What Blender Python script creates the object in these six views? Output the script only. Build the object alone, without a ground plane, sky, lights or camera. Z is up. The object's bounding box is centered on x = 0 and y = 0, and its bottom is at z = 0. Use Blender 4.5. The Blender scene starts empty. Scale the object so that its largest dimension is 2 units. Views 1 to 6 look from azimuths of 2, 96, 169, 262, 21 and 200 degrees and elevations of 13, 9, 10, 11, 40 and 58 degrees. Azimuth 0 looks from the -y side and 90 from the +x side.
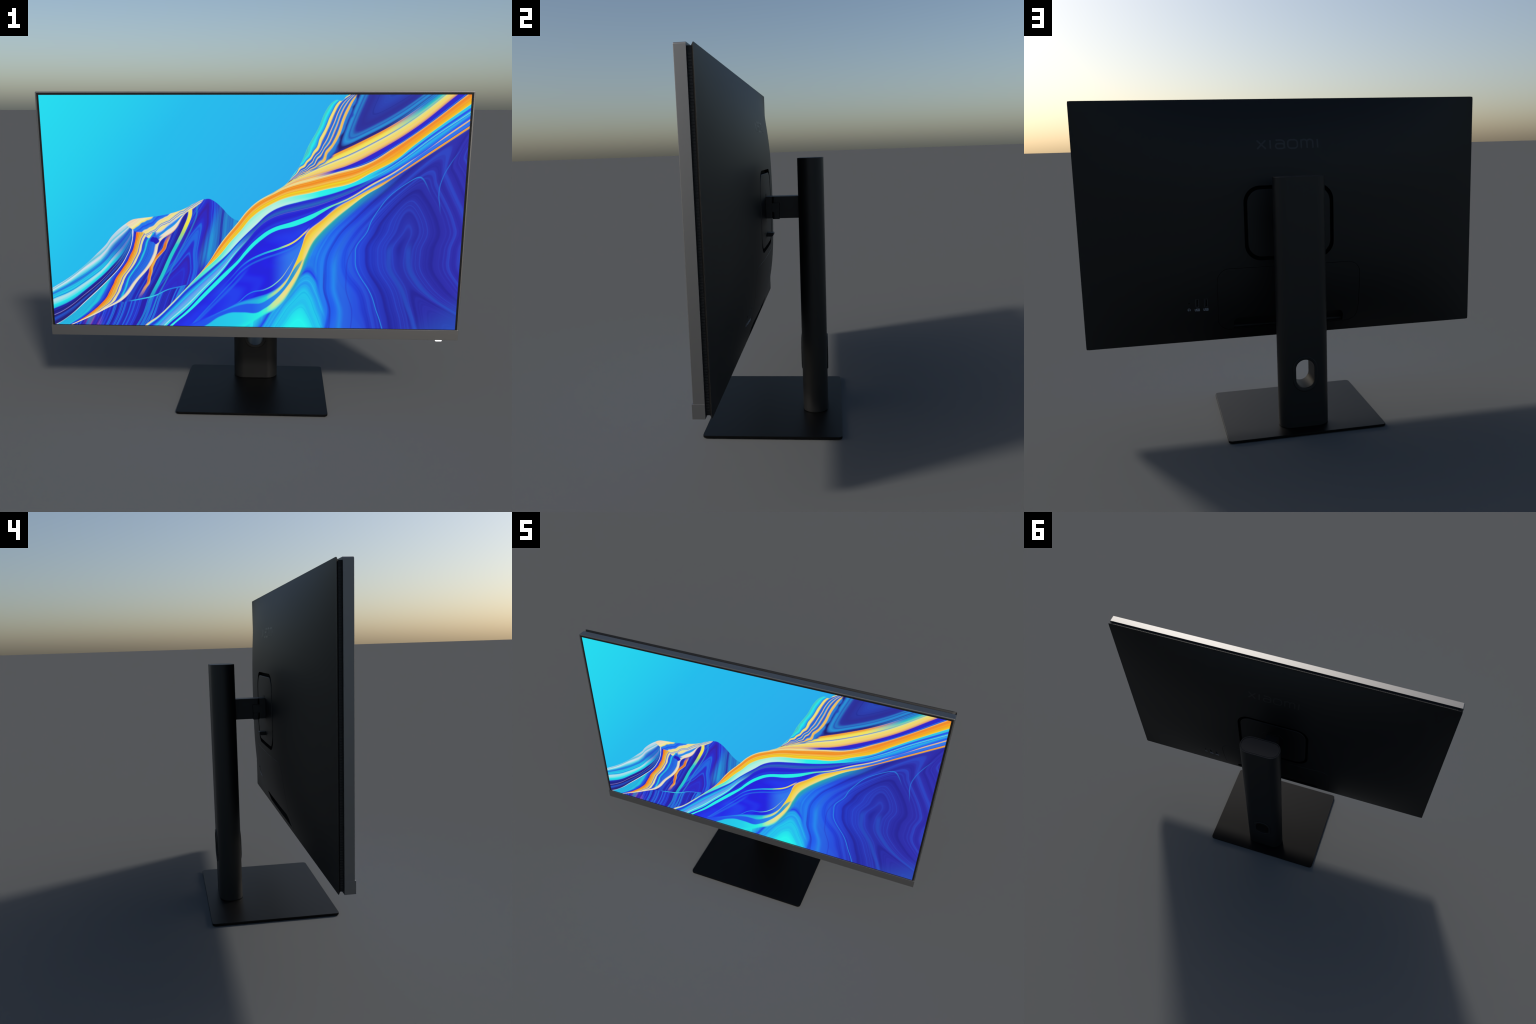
import bpy, bmesh, math
from mathutils import Vector

# ------------------------------------------------------------------ sizes (metres)
COVER_EDGE_Y = -0.1235          # back cover rim
BULGE, BULGE_ZC, BULGE_ZH = 0.0982, 0.950, 0.5882
COVER_HX, COVER_Z0, COVER_Z1 = 0.9990, 0.3618, 1.5382
BULGE_PX, BULGE_PZ = 2.25, 3.1

scene = bpy.context.scene


# ------------------------------------------------------------------ small helpers
def back_y(x, z):
    """Back surface of the cover: a pillow that is flat at its rim."""
    fx = max(0.0, 1.0 - abs(x / COVER_HX) ** BULGE_PX)
    fz = max(0.0, 1.0 - abs((z - BULGE_ZC) / BULGE_ZH) ** BULGE_PZ)
    return COVER_EDGE_Y + BULGE * fx * fz


def back_normal(x, z):
    e = 1e-3
    dx = (back_y(x + e, z) - back_y(x - e, z)) / (2 * e)
    dz = (back_y(x, z + e) - back_y(x, z - e)) / (2 * e)
    return Vector((-dx, 1.0, -dz)).normalized()


def make_object(name, mesh, parent=None, material=None):
    ob = bpy.data.objects.new(name, mesh)
    scene.collection.objects.link(ob)
    if parent is not None:
        ob.parent = parent
    if material is not None:
        mesh.materials.clear()
        mesh.materials.append(material)
    return ob


def mesh_from(name, verts, faces):
    me = bpy.data.meshes.new(name)
    me.from_pydata([tuple(v) for v in verts], [], faces)
    bm = bmesh.new()
    bm.from_mesh(me)
    bmesh.ops.recalc_face_normals(bm, faces=bm.faces)
    bm.to_mesh(me)
    bm.free()
    return me


def smooth_by_angle(me, degrees=30):
    """Smooth shading up to an angle, with face-area weighted normals so that large flats stay flat."""
    limit = math.cos(math.radians(degrees))
    around = [[] for _ in me.vertices]
    for p in me.polygons:
        p.use_smooth = True
        for v in p.vertices:
            around[v].append((p.normal.copy(), p.area))
    normals = []
    for p in me.polygons:
        for v in p.vertices:
            n = Vector((0, 0, 0))
            for q, area in around[v]:
                if q.dot(p.normal) >= limit:
                    n += q * area
            normals.append(tuple(n.normalized() if n.length > 1e-12 else p.normal))
    me.normals_split_custom_set(normals)


def box_mesh(name, x0, x1, y0, y1, z0, z1, bevel=0.0, segments=2):
    bm = bmesh.new()
    bmesh.ops.create_cube(bm, size=1.0)
    for v in bm.verts:
        v.co.x = x0 if v.co.x < 0 else x1
        v.co.y = y0 if v.co.y < 0 else y1
        v.co.z = z0 if v.co.z < 0 else z1
    if bevel > 0:
        bmesh.ops.bevel(bm, geom=list(bm.edges), offset=bevel, segments=segments, affect='EDGES', profile=0.5)
    me = bpy.data.meshes.new(name)
    bm.to_mesh(me)
    bm.free()
    smooth_by_angle(me, 50)
    return me


def rounded_outline(hx, hz, r, arc=8, straight=1):
    """Rounded rectangle about the origin, anticlockwise, corner radius r."""
    pts = []
    for cx, cz, a0 in ((hx - r, hz - r, 0), (-hx + r, hz - r, 90), (-hx + r, -hz + r, 180), (hx - r, -hz + r, 270)):
        for i in range(arc + 1):
            a = math.radians(a0 + 90 * i / arc)
            pts.append((cx + r * math.cos(a), cz + r * math.sin(a)))
    if straight > 1:
        out = []
        for i, p in enumerate(pts):
            q = pts[(i + 1) % len(pts)]
            out.append(p)
            if (i + 1) % (arc + 1) == 0:
                for k in range(1, straight):
                    t = k / straight
                    out.append((p[0] + (q[0] - p[0]) * t, p[1] + (q[1] - p[1]) * t))
        pts = out
    return pts


def loft(name, rings, cap_first=True, cap_last=True, closed=False):
    n = len(rings[0])
    verts = [v for ring in rings for v in ring]
    faces = []
    pairs = len(rings) if closed else len(rings) - 1
    for k in range(pairs):
        a, b = k * n, ((k + 1) % len(rings)) * n
        for i in range(n):
            j = (i + 1) % n
            faces.append((a + i, a + j, b + j, b + i))
    if not closed:
        if cap_first:
            faces.append(tuple(range(n)))
        if cap_last:
            faces.append(tuple(range((len(rings) - 1) * n, len(rings) * n)))
    return mesh_from(name, verts, faces)


def boolean_cut(ob, cutters):
    for c in cutters:
        m = ob.modifiers.new('cut', 'BOOLEAN')
        m.operation, m.object, m.solver = 'DIFFERENCE', c, 'EXACT'
    dg = bpy.context.evaluated_depsgraph_get()
    me = bpy.data.meshes.new_from_object(ob.evaluated_get(dg))
    ob.modifiers.clear()
    ob.data = me
    for c in cutters:
        bpy.data.objects.remove(c, do_unlink=True)


def shade_on_back_surface(me, offset=0.0, tolerance=4e-4):
    """Analytic pillow normals on the skin, flat normals everywhere else."""
    normals = []
    for p in me.polygons:
        p.use_smooth = True
        for li in p.loop_indices:
            co = me.vertices[me.loops[li].vertex_index].co
            n = p.normal
            if abs(co.y - offset - back_y(co.x, co.z)) < tolerance:
                a = back_normal(co.x, co.z)
                if a.dot(n) > 0.95:
                    n = a
            normals.append(tuple(n))
    me.normals_split_custom_set(normals)


def curved_slab(name, outline_at, cx, cz, depth, offset=0.0, rings=14, edge=0.0015):
    """Solid slab whose face follows the back surface; outline_at(s) gives the outline inset by s."""
    rim = outline_at(edge)
    outer = outline_at(0.0)
    n = len(outer)
    rings3 = [[(x + cx, back_y(x + cx, z + cz) + offset - depth, z + cz) for x, z in outer],
              [(x + cx, back_y(x + cx, z + cz) + offset - edge, z + cz) for x, z in outer]]
    for k in range(rings):
        t = 1.0 - k / rings
        rings3.append([(x * t + cx, back_y(x * t + cx, z * t + cz) + offset, z * t + cz) for x, z in rim])
    verts = [v for r in rings3 for v in r]
    faces = []
    for k in range(len(rings3) - 1):
        for i in range(n):
            j = (i + 1) % n
            faces.append((k * n + i, k * n + j, (k + 1) * n + j, (k + 1) * n + i))
    faces.append(tuple(range(n)))
    centre = len(verts)
    verts.append((cx, back_y(cx, cz) + offset, cz))
    last = (len(rings3) - 1) * n
    for i in range(n):
        faces.append((last + i, last + (i + 1) % n, centre))
    return mesh_from(name, verts, faces)


def surface_cutter(name, outline, cx, cz, depth):
    """Cutter whose floor follows the back surface at the given depth."""
    low, high = [], []
    for x, z in outline:
        y = back_y(x + cx, z + cz)
        low.append((x + cx, y - depth, z + cz))
        high.append((x + cx, y + 0.06, z + cz))
    return make_object(name, loft(name, [low, high]))
# ------------------------------------------------------------------ plain materials
def principled(name, color, rough, metallic=0.0, specular=0.5, grain=0.0, grain_scale=900.0, tint=0.0):
    m = bpy.data.materials.new(name)
    m.use_nodes = True
    nt = m.node_tree
    b = nt.nodes['Principled BSDF']
    b.inputs['Base Color'].default_value = (*color, 1)
    b.inputs['Roughness'].default_value = rough
    b.inputs['Metallic'].default_value = metallic
    b.inputs['Specular IOR Level'].default_value = specular
    tc = nt.nodes.new('ShaderNodeTexCoord')
    noise = nt.nodes.new('ShaderNodeTexNoise')
    noise.inputs['Scale'].default_value = grain_scale
    noise.inputs['Detail'].default_value = 2.0
    nt.links.new(tc.outputs['Object'], noise.inputs['Vector'])
    ramp = nt.nodes.new('ShaderNodeValToRGB')
    k = tint
    ramp.color_ramp.elements[0].position, ramp.color_ramp.elements[1].position = 0.3, 0.7
    ramp.color_ramp.elements[0].color = (*[c * (1 - k) for c in color], 1)
    ramp.color_ramp.elements[1].color = (*[c * (1 + k) for c in color], 1)
    nt.links.new(noise.outputs['Fac'], ramp.inputs['Fac'])
    nt.links.new(ramp.outputs['Color'], b.inputs['Base Color'])
    if grain > 0:
        bump = nt.nodes.new('ShaderNodeBump')
        bump.inputs['Strength'].default_value = grain
        bump.inputs['Distance'].default_value = 0.0004
        nt.links.new(noise.outputs['Fac'], bump.inputs['Height'])
        nt.links.new(bump.outputs['Normal'], b.inputs['Normal'])
    return m


black_plastic = principled('black_plastic', (0.0025, 0.0026, 0.0027), 0.5, specular=0.38, grain=0.05, tint=0.15)
column_black = principled('satin_black_metal', (0.004, 0.004, 0.0041), 0.5, specular=0.45, tint=0.15)
base_black = principled('powder_coated_black', (0.0015, 0.0015, 0.0016), 0.45, specular=0.15, tint=0.15)
vent_black = principled('vent_black', (0.0015, 0.0015, 0.0016), 0.6, tint=0.2)
fin_black = principled('vent_fin_black', (0.007, 0.007, 0.0068), 0.55, tint=0.2)
aluminium = principled('brushed_aluminium', (0.236, 0.233, 0.231), 0.50, metallic=1.0, tint=0.03)
groove_black = principled('groove_black', (0.0008, 0.0008, 0.0008), 0.8, specular=0.05, tint=0.2)
border_glass = principled('black_border_glass', (0.0085, 0.0083, 0.008), 0.4, specular=0.25, tint=0.1)
port_metal = principled('dull_port_metal', (0.09, 0.095, 0.10), 0.45, metallic=0.4, tint=0.1)
logo_gloss = principled('logo_gloss_grey', (0.0075, 0.008, 0.009), 0.42, specular=0.55, tint=0.1)
print_grey = principled('printed_pale_grey', (0.30, 0.33, 0.38), 0.6, tint=0.1)
# ------------------------------------------------------------------ screen picture, drawn in nodes
# An abstract marbled mountain landscape.  s runs left to right, v from bottom to top, both 0..1.
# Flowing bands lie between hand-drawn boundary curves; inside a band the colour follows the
# fraction between its two curves, so every streak runs along the flow.
def to_linear(c):
    c = c / 255.0
    return c / 12.92 if c <= 0.04045 else ((c + 0.055) / 1.055) ** 2.4


def rgb(r, g, b):
    return (to_linear(r), to_linear(g), to_linear(b), 1.0)


screen_material = bpy.data.materials.new('lit_screen_picture')
screen_material.use_nodes = True
screen_material.cycles.emission_sampling = 'NONE'
NT = screen_material.node_tree


class Val:
    """A number socket with operators that add Math nodes."""
    def __init__(self, socket):
        self.socket = socket

    def __add__(self, o): return math_node('ADD', self, o)
    def __radd__(self, o): return math_node('ADD', o, self)
    def __sub__(self, o): return math_node('SUBTRACT', self, o)
    def __rsub__(self, o): return math_node('SUBTRACT', o, self)
    def __mul__(self, o): return math_node('MULTIPLY', self, o)
    def __rmul__(self, o): return math_node('MULTIPLY', o, self)
    def __truediv__(self, o): return math_node('DIVIDE', self, o)


def plug(value, socket):
    if isinstance(value, Val):
        NT.links.new(value.socket, socket)
    else:
        socket.default_value = value


def math_node(op, *args, clamp=False):
    n = NT.nodes.new('ShaderNodeMath')
    n.operation, n.use_clamp = op, clamp
    for i, a in enumerate(args):
        plug(a, n.inputs[i])
    return Val(n.outputs[0])


def span(a, lo, hi):
    """Smooth 0..1 step from lo to hi (lo > hi gives a falling step)."""
    n = NT.nodes.new('ShaderNodeMapRange')
    n.interpolation_type = 'SMOOTHSTEP'
    n.clamp = False
    plug(a, n.inputs[0])
    plug(lo, n.inputs[1])
    plug(hi, n.inputs[2])
    return Val(n.outputs[0])


def above(a, width=0.0025):
    """1 where a > 0, with an edge of the given width."""
    return span(a, -width, width)


def absolute(a): return math_node('ABSOLUTE', a)


def line(a, half, soft=0.0012):
    """Thin line around a = 0."""
    return span(absolute(a), half, half - soft)


def curve(x, *pts):
    n = NT.nodes.new('ShaderNodeFloatCurve')
    m = n.mapping
    m.use_clip = False
    c = m.curves[0]
    while len(c.points) < len(pts):
        c.points.new(0.5, 0.5)
    for p, (a, b) in zip(c.points, sorted(pts)):
        p.location = (a, b)
        p.handle_type = 'AUTO_CLAMPED'
    m.update()
    plug(x, n.inputs['Value'])
    return Val(n.outputs[0])


def ramp(x, *stops):
    n = NT.nodes.new('ShaderNodeValToRGB')
    e = n.color_ramp.elements
    e.remove(e[1])
    e[0].position, e[0].color = stops[0][0], rgb(*stops[0][1])
    for pos, col in stops[1:]:
        e.new(pos).color = rgb(*col)
    plug(x, n.inputs[0])
    return Val(n.outputs[0])


def blend(fac, a, b, mode='MIX'):
    n = NT.nodes.new('ShaderNodeMix')
    n.data_type, n.blend_type = 'RGBA', mode
    n.clamp_factor = True
    plug(fac, n.inputs[0])
    for v, sock in ((a, n.inputs[6]), (b, n.inputs[7])):
        if isinstance(v, tuple):
            sock.default_value = rgb(*v)
        else:
            plug(v, sock)
    return Val(n.outputs[2])


def noise_1d(w, detail=3.0, rough=0.55):
    n = NT.nodes.new('ShaderNodeTexNoise')
    n.noise_dimensions = '1D'
    n.inputs['Scale'].default_value = 1.0
    n.inputs['Detail'].default_value = detail
    n.inputs['Roughness'].default_value = rough
    plug(w, n.inputs['W'])
    return Val(n.outputs[0])


def noise(x, y, detail=3.0, rough=0.55):
    """Threads across x that wander slowly along y (1D noise keeps the shader small)."""
    return noise_1d(x + (noise_1d(y, 0.0) - 0.5) * 1.6, detail, rough)


def wander(x, y):
    """Smooth two-way wobble around 0."""
    return noise_1d(x + y * 0.6, 1.0) + noise_1d(y - x * 0.5 + 7.3, 1.0) - 1.0


def streak(col, x, y, amount, detail=3.0):
    """Darker and lighter threads along the flow."""
    k = noise(x, y, detail)
    shade = ramp(k, (0.30, (140, 140, 160)), (0.44, (188, 188, 188)), (0.56, (188, 188, 188)), (0.72, (222, 222, 210)))
    return blend(amount, col, shade, 'OVERLAY')


_tc = NT.nodes.new('ShaderNodeTexCoord')
_xyz = NT.nodes.new('ShaderNodeSeparateXYZ')
NT.links.new(_tc.outputs['Object'], _xyz.inputs[0])
S = (Val(_xyz.outputs[0]) + 0.9840) * (1 / 1.9680)
V = (Val(_xyz.outputs[2]) - 0.4153) * (1 / 1.1069)

# ---- boundary curves
SKYLINE = curve(S, (0, .168), (.044, .217), (.082, .269), (.12, .331), (.144, .374), (.152, .395), (.172, .432), (.193, .461), (.209, .478), (.23, .485), (.253, .490), (.295, .503),
                (.333, .524), (.368, .557), (.384, .568), (.395, .571), (.405, .565), (.425, .537), (.443, .502), (.454, .486), (.468, .474), (.5, .40))
RIDGE = curve(S, (.215, -.04), (.23, .0), (.266, .048), (.303, .113), (.34, .182), (.389, .282), (.425, .381), (.468, .475), (.488, .52), (.516, .564), (.557, .606), (.58, .634), (.597, .674), (.613, .715),
              (.63, .788), (.654, .866), (.67, .935), (.687, .973), (.696, .980), (.705, .975), (.711, .981), (.72, 1.01), (.74, 1.05), (1, 1.05))
ORANGE_TOP = curve(S, (.215, -.04), (.23, .0), (.266, .048), (.303, .113), (.34, .182), (.389, .282), (.425, .381), (.468, .475), (.488, .52), (.516, .564), (.557, .602), (.58, .622), (.611, .641), (.634, .652),
                   (.701, .686), (.767, .720), (.832, .789), (.895, .866), (.99, .999), (1, 1.013))
MINT_TOP = curve(S, (.22, -.03), (.23, -.004), (.266, .045), (.303, .110), (.34, .180), (.377, .251), (.417, .317), (.448, .385), (.47, .428), (.502, .495), (.543, .545), (.584, .577), (.638, .597), (.679, .615), (.731, .637),
                 (.779, .682), (.833, .734), (.876, .797), (.938, .882), (.998, .96))
MINT_LOW = curve(S, (.22, -.04), (.23, -.01), (.266, .041), (.303, .106), (.34, .176), (.364, .213), (.4, .268), (.436, .326), (.47, .392), (.509, .46), (.543, .515), (.571, .54), (.611, .56), (.652, .578), (.693, .598), (.731, .622),
                 (.78, .658), (.855, .742), (.918, .828), (.999, .927))
SLATE_LOW = curve(S, (.27, -.03), (.285, 0), (.339, .085), (.376, .156), (.424, .248), (.458, .328), (.488, .39), (.516, .45), (.543, .486), (.571, .506), (.612, .524), (.653, .543), (.693, .569), (.732, .598), (.78, .644), (.855, .715), (1, .910))
RIBBON_TOP = curve(S, (.28, -.02), (.294, .002), (.339, .074), (.376, .145), (.424, .233), (.47, .314), (.476, .329), (.516, .405), (.55, .446), (.598, .475), (.639, .504), (.68, .539), (.707, .559), (.732, .580), (.78, .634), (.835, .690), (.898, .773), (.999, .901))
RIBBON_LOW = curve(S, (.28, -.04), (.300, .001), (.345, .070), (.388, .146), (.47, .297), (.485, .329), (.523, .395), (.557, .434), (.605, .457), (.64, .484), (.667, .514), (.687, .536), (.732, .574), (.78, .627), (.835, .684), (.898, .767), (.999, .895))
GOLD_TOP = curve(S, (.36, .02), (.42, .07), (.47, .115), (.506, .135), (.544, .159), (.581, .214), (.604, .289), (.62, .365), (.632, .428), (.667, .482), (.707, .542), (.732, .567), (.77, .606), (.835, .674), (.899, .754), (1, .878))
GOLD_LOW = curve(S, (.45, -.04), (.49, .01), (.526, .053), (.559, .088), (.598, .181), (.628, .297), (.646, .374), (.658, .405), (.694, .473), (.733, .535), (.77, .588), (.803, .624), (.835, .664), (.9, .742), (1, .864))

# ---- sky
g_sky = S + (1.0 - V) * 0.45
sky = ramp(g_sky, (0, (37, 221, 239)), (.2, (36, 206, 237)), (.37, (35, 188, 236)), (.65, (39, 175, 236)), (1, (40, 158, 234)))

# ---- left mountain
# face A: stripes that run down to the lower left
EDGE_A = curve(S, (0, -.006), (.02, .016), (.045, .049), (.076, .099), (.133, .193), (.175, .272), (.192, .322), (.201, .356), (.208, .409), (.2095, .436), (.2105, .55), (.212, 1.0))
tA = (V - EDGE_A) / math_node('MAXIMUM', SKYLINE - EDGE_A, 0.004)
tA = tA + math_node('MINIMUM', S, .125) * 7.5 * tA * (1.0 - tA)
tA = tA + wander(tA * 5.0, S * 9.0) * 0.06
face_a = ramp(tA, (0, (225, 225, 235)), (.03, (36, 30, 110)), (.10, (36, 34, 128)), (.18, (36, 84, 200)), (.24, (34, 34, 130)), (.285, (34, 30, 110)), (.30, (140, 130, 205)), (.32, (35, 36, 140)),
              (.38, (34, 34, 130)), (.44, (38, 44, 185)), (.47, (36, 205, 225)), (.54, (36, 228, 236)), (.60, (140, 222, 232)), (.66, (190, 222, 232)), (.695, (38, 200, 230)), (.71, (36, 96, 220)), (.73, (36, 205, 232)),
              (.79, (40, 190, 230)), (.85, (38, 104, 218)), (.885, (36, 170, 228)), (.92, (120, 225, 232)), (.95, (222, 222, 235)), (.97, (80, 205, 225)), (.985, (200, 220, 230)))
face_a = streak(face_a, tA * 34.0, S * 5.0, 0.55)
high_a = span(V + S * .5, .33, .46)
face_a = blend(high_a * 0.75 * above(.93 - tA, .04), face_a, streak(ramp(tA, (0, (36, 60, 180)), (.35, (38, 120, 205)), (.6, (38, 50, 190)), (1, (40, 70, 200))), tA * 22.0, S * 3.0, 0.8))

# face B: orange tongue between two pale edges, measured across by the horizontal fraction
EDGE_AX = curve(V, (0, .005), (.049, .045), (.099, .076), (.193, .133), (.272, .175), (.322, .192), (.356, .201), (.409, .208), (.45, .209), (.6, .209))
EDGE_BX = curve(V, (0, .046), (.032, .086), (.078, .136), (.121, .178), (.21, .218), (.272, .248), (.323, .264), (.387, .277), (.429, .309), (.513, .342), (.522, .350), (.60, .40))
fB = (S - EDGE_AX) / (EDGE_BX - EDGE_AX)
oB = curve(V, (0, 1.0), (.03, .85), (.102, .60), (.191, .35), (.257, .19), (.356, .17), (.42, .15), (.6, .15))
tB = fB - oB + 0.34 + wander(fB * 4.0, V * 14.0) * 0.05
face_b = ramp(tB, (0, (36, 178, 222)), (.08, (36, 200, 220)), (.15, (38, 96, 226)), (.22, (40, 60, 215)), (.275, (36, 40, 180)), (.29, (238, 112, 36)), (.34, (242, 146, 32)), (.40, (222, 172, 80)), (.44, (236, 190, 50)),
              (.47, (226, 196, 130)), (.50, (36, 60, 205)), (.53, (228, 222, 150)), (.575, (232, 224, 170)), (.60, (38, 60, 215)), (.68, (38, 105, 220)), (.72, (36, 214, 222)), (.76, (36, 96, 220)), (1, (38, 110, 226)))
face_b = streak(face_b, tB * 40.0, V * 7.0, 0.6)
face_b = blend(span(fB, .86, .93), face_b, (236, 224, 190))
face_b = blend(above(.018 - fB, .01), face_b, (214, 224, 236))

# face C: dark violet whorl under the second summit
cC = curve(V, (0, .24), (.1, .275), (.216, .317), (.415, .364), (.491, .382), (.57, .397), (.7, .40))
dC = S - cC
phiC = math_node('SQRT', dC * dC + .00003) * 6.0 + V
phiC = phiC + wander(S * 9.0, V * 6.0) * 0.07
face_c = ramp(noise(phiC * 10.0, dC * 4.0, 2.0, .5), (.30, (54, 34, 168)), (.44, (46, 40, 196)), (.53, (40, 54, 212)), (.585, (36, 104, 224)), (.62, (44, 44, 200)), (.72, (54, 36, 180)))
# teal flank below the shoulder
flank = span(dC, .018, .045) * span(V, .24, .34)
face_c = blend(flank * 0.85, face_c, ramp(noise((S - V * .12) * 60.0, V * 3.0, 2.0), (.36, (40, 60, 170)), (.5, (38, 130, 205)), (.62, (38, 160, 216))))
# slope between the tongue and the yellow thread
THREAD_X = curve(V, (0, .210), (.019, .217), (.06, .230), (.136, .249), (.226, .276), (.324, .302), (.383, .320), (.447, .338), (.501, .350), (.522, .351), (.6, .352))
dT = S - THREAD_X
slope = ramp(noise(dT * 70.0, V * 3.0, 2.5), (.34, (38, 30, 150)), (.48, (38, 40, 180)), (.60, (40, 90, 215)), (.68, (40, 40, 190)))
face_c = blend(above(.006 - dT, .004), face_c, slope)
foot_line = curve(S, (.17, .105), (.191, .112), (.22, .122), (.256, .138), (.292, .168), (.328, .184), (.36, .20))
under = above(foot_line - V, .003)
foot = ramp(noise((dT + V * .02) * 62.0, V * 2.0, 2.0), (.30, (44, 26, 170)), (.42, (38, 36, 165)), (.52, (42, 60, 215)), (.58, (36, 130, 220)), (.66, (42, 36, 190)))
foot = blend(span(.130 - S, 0.0, .03) * span(S, .07, .09) * span(.06 - V, 0, .03) * 0.7, foot, ramp(noise((S - V * .4) * 55.0, V * 4.0, 1.0), (.4, (60, 34, 160)), (.5, (150, 62, 140)), (.6, (50, 140, 190))))
face_c = blend(under, face_c, foot)
thread_col = ramp(V, (.10, (36, 120, 205)), (.20, (38, 195, 205)), (.37, (38, 205, 205)), (.42, (170, 215, 120)), (.46, (240, 230, 70)), (.53, (245, 225, 110)))
face_c = blend(line(dT, .0055 - under * .002, .002), face_c, thread_col)
face_c = blend(line(dT - .016, .003, .003) * 0.7, face_c, (38, 140, 205))
FLAME_X = curve(V, (.12, .220), (.13, .222), (.18, .238), (.257, .250), (.31, .265), (.345, .281), (.42, .303), (.5, .34))
dF = S - FLAME_X + wander(V * 13.0, S * 6.0) * 0.014
face_c = blend(line(dF, .0055, .0025) * span(V, .12, .2) * span(.43 - V, 0, .06), face_c, ramp(noise(dF * 120.0, V * 10.0), (.4, (226, 120, 40)), (.6, (232, 176, 70))))
face_c = blend(line(V - foot_line, .0036, .002) * span(S, .185, .21) * span(.34 - S, 0, .012), face_c, ramp(S, (.19, (36, 150, 225)), (.25, (60, 205, 225)), (.30, (38, 120, 225)), (.33, (38, 130, 220))))

left = blend(above(fB - 1.0, .02), face_b, face_c)
left = blend(above(V - EDGE_A, .003) * above(.2095 - S, .001), left, face_a)
# shoulder between the summits: pale yellow with blue inlays
SADDLE = curve(S, (.17, .80), (.186, .50), (.194, .457), (.208, .436), (.219, .424), (.234, .424), (.247, .398), (.259, .424), (.273, .427), (.297, .459), (.342, .513), (.352, .522), (.362, .534), (.384, .567), (.395, .62), (.5, .7))
qS = V - S * 1.15 + wander(S * 40.0, V * 12.0) * 0.012
saddle = ramp(qS * 4.0, (.36, (240, 232, 150)), (.44, (238, 214, 160)), (.47, (240, 230, 140)), (.495, (236, 226, 170)), (.51, (38, 110, 220)), (.522, (236, 226, 170)), (.54, (60, 130, 215)), (.555, (240, 228, 150)),
              (.60, (236, 220, 140)), (.63, (238, 216, 168)), (.648, (38, 130, 232)), (.70, (40, 90, 236)), (.765, (38, 140, 236)), (.785, (240, 226, 110)), (.83, (238, 232, 180)), (.9, (238, 214, 180)))
saddle = streak(saddle, qS * 190.0, S * 12.0, 0.6)
strip = (V - curve(S, (.24, .25), (.264, .323), (.276, .387), (.309, .429), (.342, .513), (.36, .53))) / math_node('MAXIMUM', SADDLE - curve(S, (.24, .25), (.264, .323), (.276, .387), (.309, .429), (.342, .513), (.36, .53)), .004)
inlay = ramp(strip, (0, (236, 160, 80)), (.12, (238, 226, 206)), (.48, (236, 222, 200)), (.56, (38, 160, 232)), (.8, (38, 120, 236)), (1, (200, 220, 220)))
left = blend(above(S - .266, .003) * above(strip, .05) * above(.345 - S, .002) * above(V - .405, .008), left, inlay)
blob = math_node('SQRT', math_node('POWER', (S - .262) * 1.5, 2.0) + math_node('POWER', (V - .386) * 1.3 + wander(S * 60.0, V * 10.0) * .03, 2.0))
left = blend(above(.017 - blob, .003), left, (36, 30, 190))
left = blend(above(V - SADDLE, .003), left, saddle)

# ---- great ribbon
t_or = (V - MINT_TOP) / math_node('MAXIMUM', ORANGE_TOP - MINT_TOP, .003)
orange = ramp(t_or, (0, (240, 216, 130)), (.07, (240, 200, 70)), (.16, (241, 184, 38)), (.27, (238, 216, 40)), (.36, (240, 182, 42)), (.46, (240, 184, 84)), (.56, (241, 160, 44)), (.66, (240, 128, 38)), (.75, (241, 164, 42)),
              (.84, (240, 142, 42)), (.90, (236, 208, 130)), (.96, (234, 222, 150)), (1, (232, 214, 140)))
orange = streak(orange, t_or * 16.0, S * 4.0, 0.7)
right_or = span(S, .74, .86)
orange = blend(right_or * 0.85, orange, streak(ramp(t_or, (0, (238, 205, 50)), (.12, (242, 190, 34)), (.35, (243, 160, 34)), (.6, (243, 152, 40)), (.8, (240, 124, 44)), (.93, (241, 170, 60)), (1, (236, 190, 110))), t_or * 14.0, S * 4.0, 0.7))

t_mi = (V - MINT_LOW) / math_node('MAXIMUM', MINT_TOP - MINT_LOW, .003)
mint = ramp(S, (.30, (210, 240, 215)), (.36, (70, 232, 205)), (.42, (90, 236, 214)), (.46, (160, 240, 228)), (.55, (182, 240, 222)), (.60, (130, 240, 224)), (.66, (42, 242, 234)), (.74, (38, 226, 234)), (.82, (42, 190, 228)), (1, (50, 200, 230)))
mint = blend(span(t_mi, .55, 1.0) * above(.55 - S, .06) * 0.55, mint, ramp(S, (.36, (150, 190, 150)), (.42, (80, 232, 196)), (.5, (120, 236, 200))))
mint = blend(span(t_mi, .6, .05) * above(S - .42, .05) * above(.62 - S, .05) * 0.6, mint, (206, 236, 226))
blue_mid = span(S, .76, .84) * span(absolute(t_mi - .40), .30, .08)
mint = blend(blue_mid, mint, (40, 86, 236))
mint = blend(span(S, .78, .85) * line(t_mi - .02, .05, .05), mint, (190, 226, 232))
mint = streak(mint, t_mi * 7.0, S * 3.0, 0.25)

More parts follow.
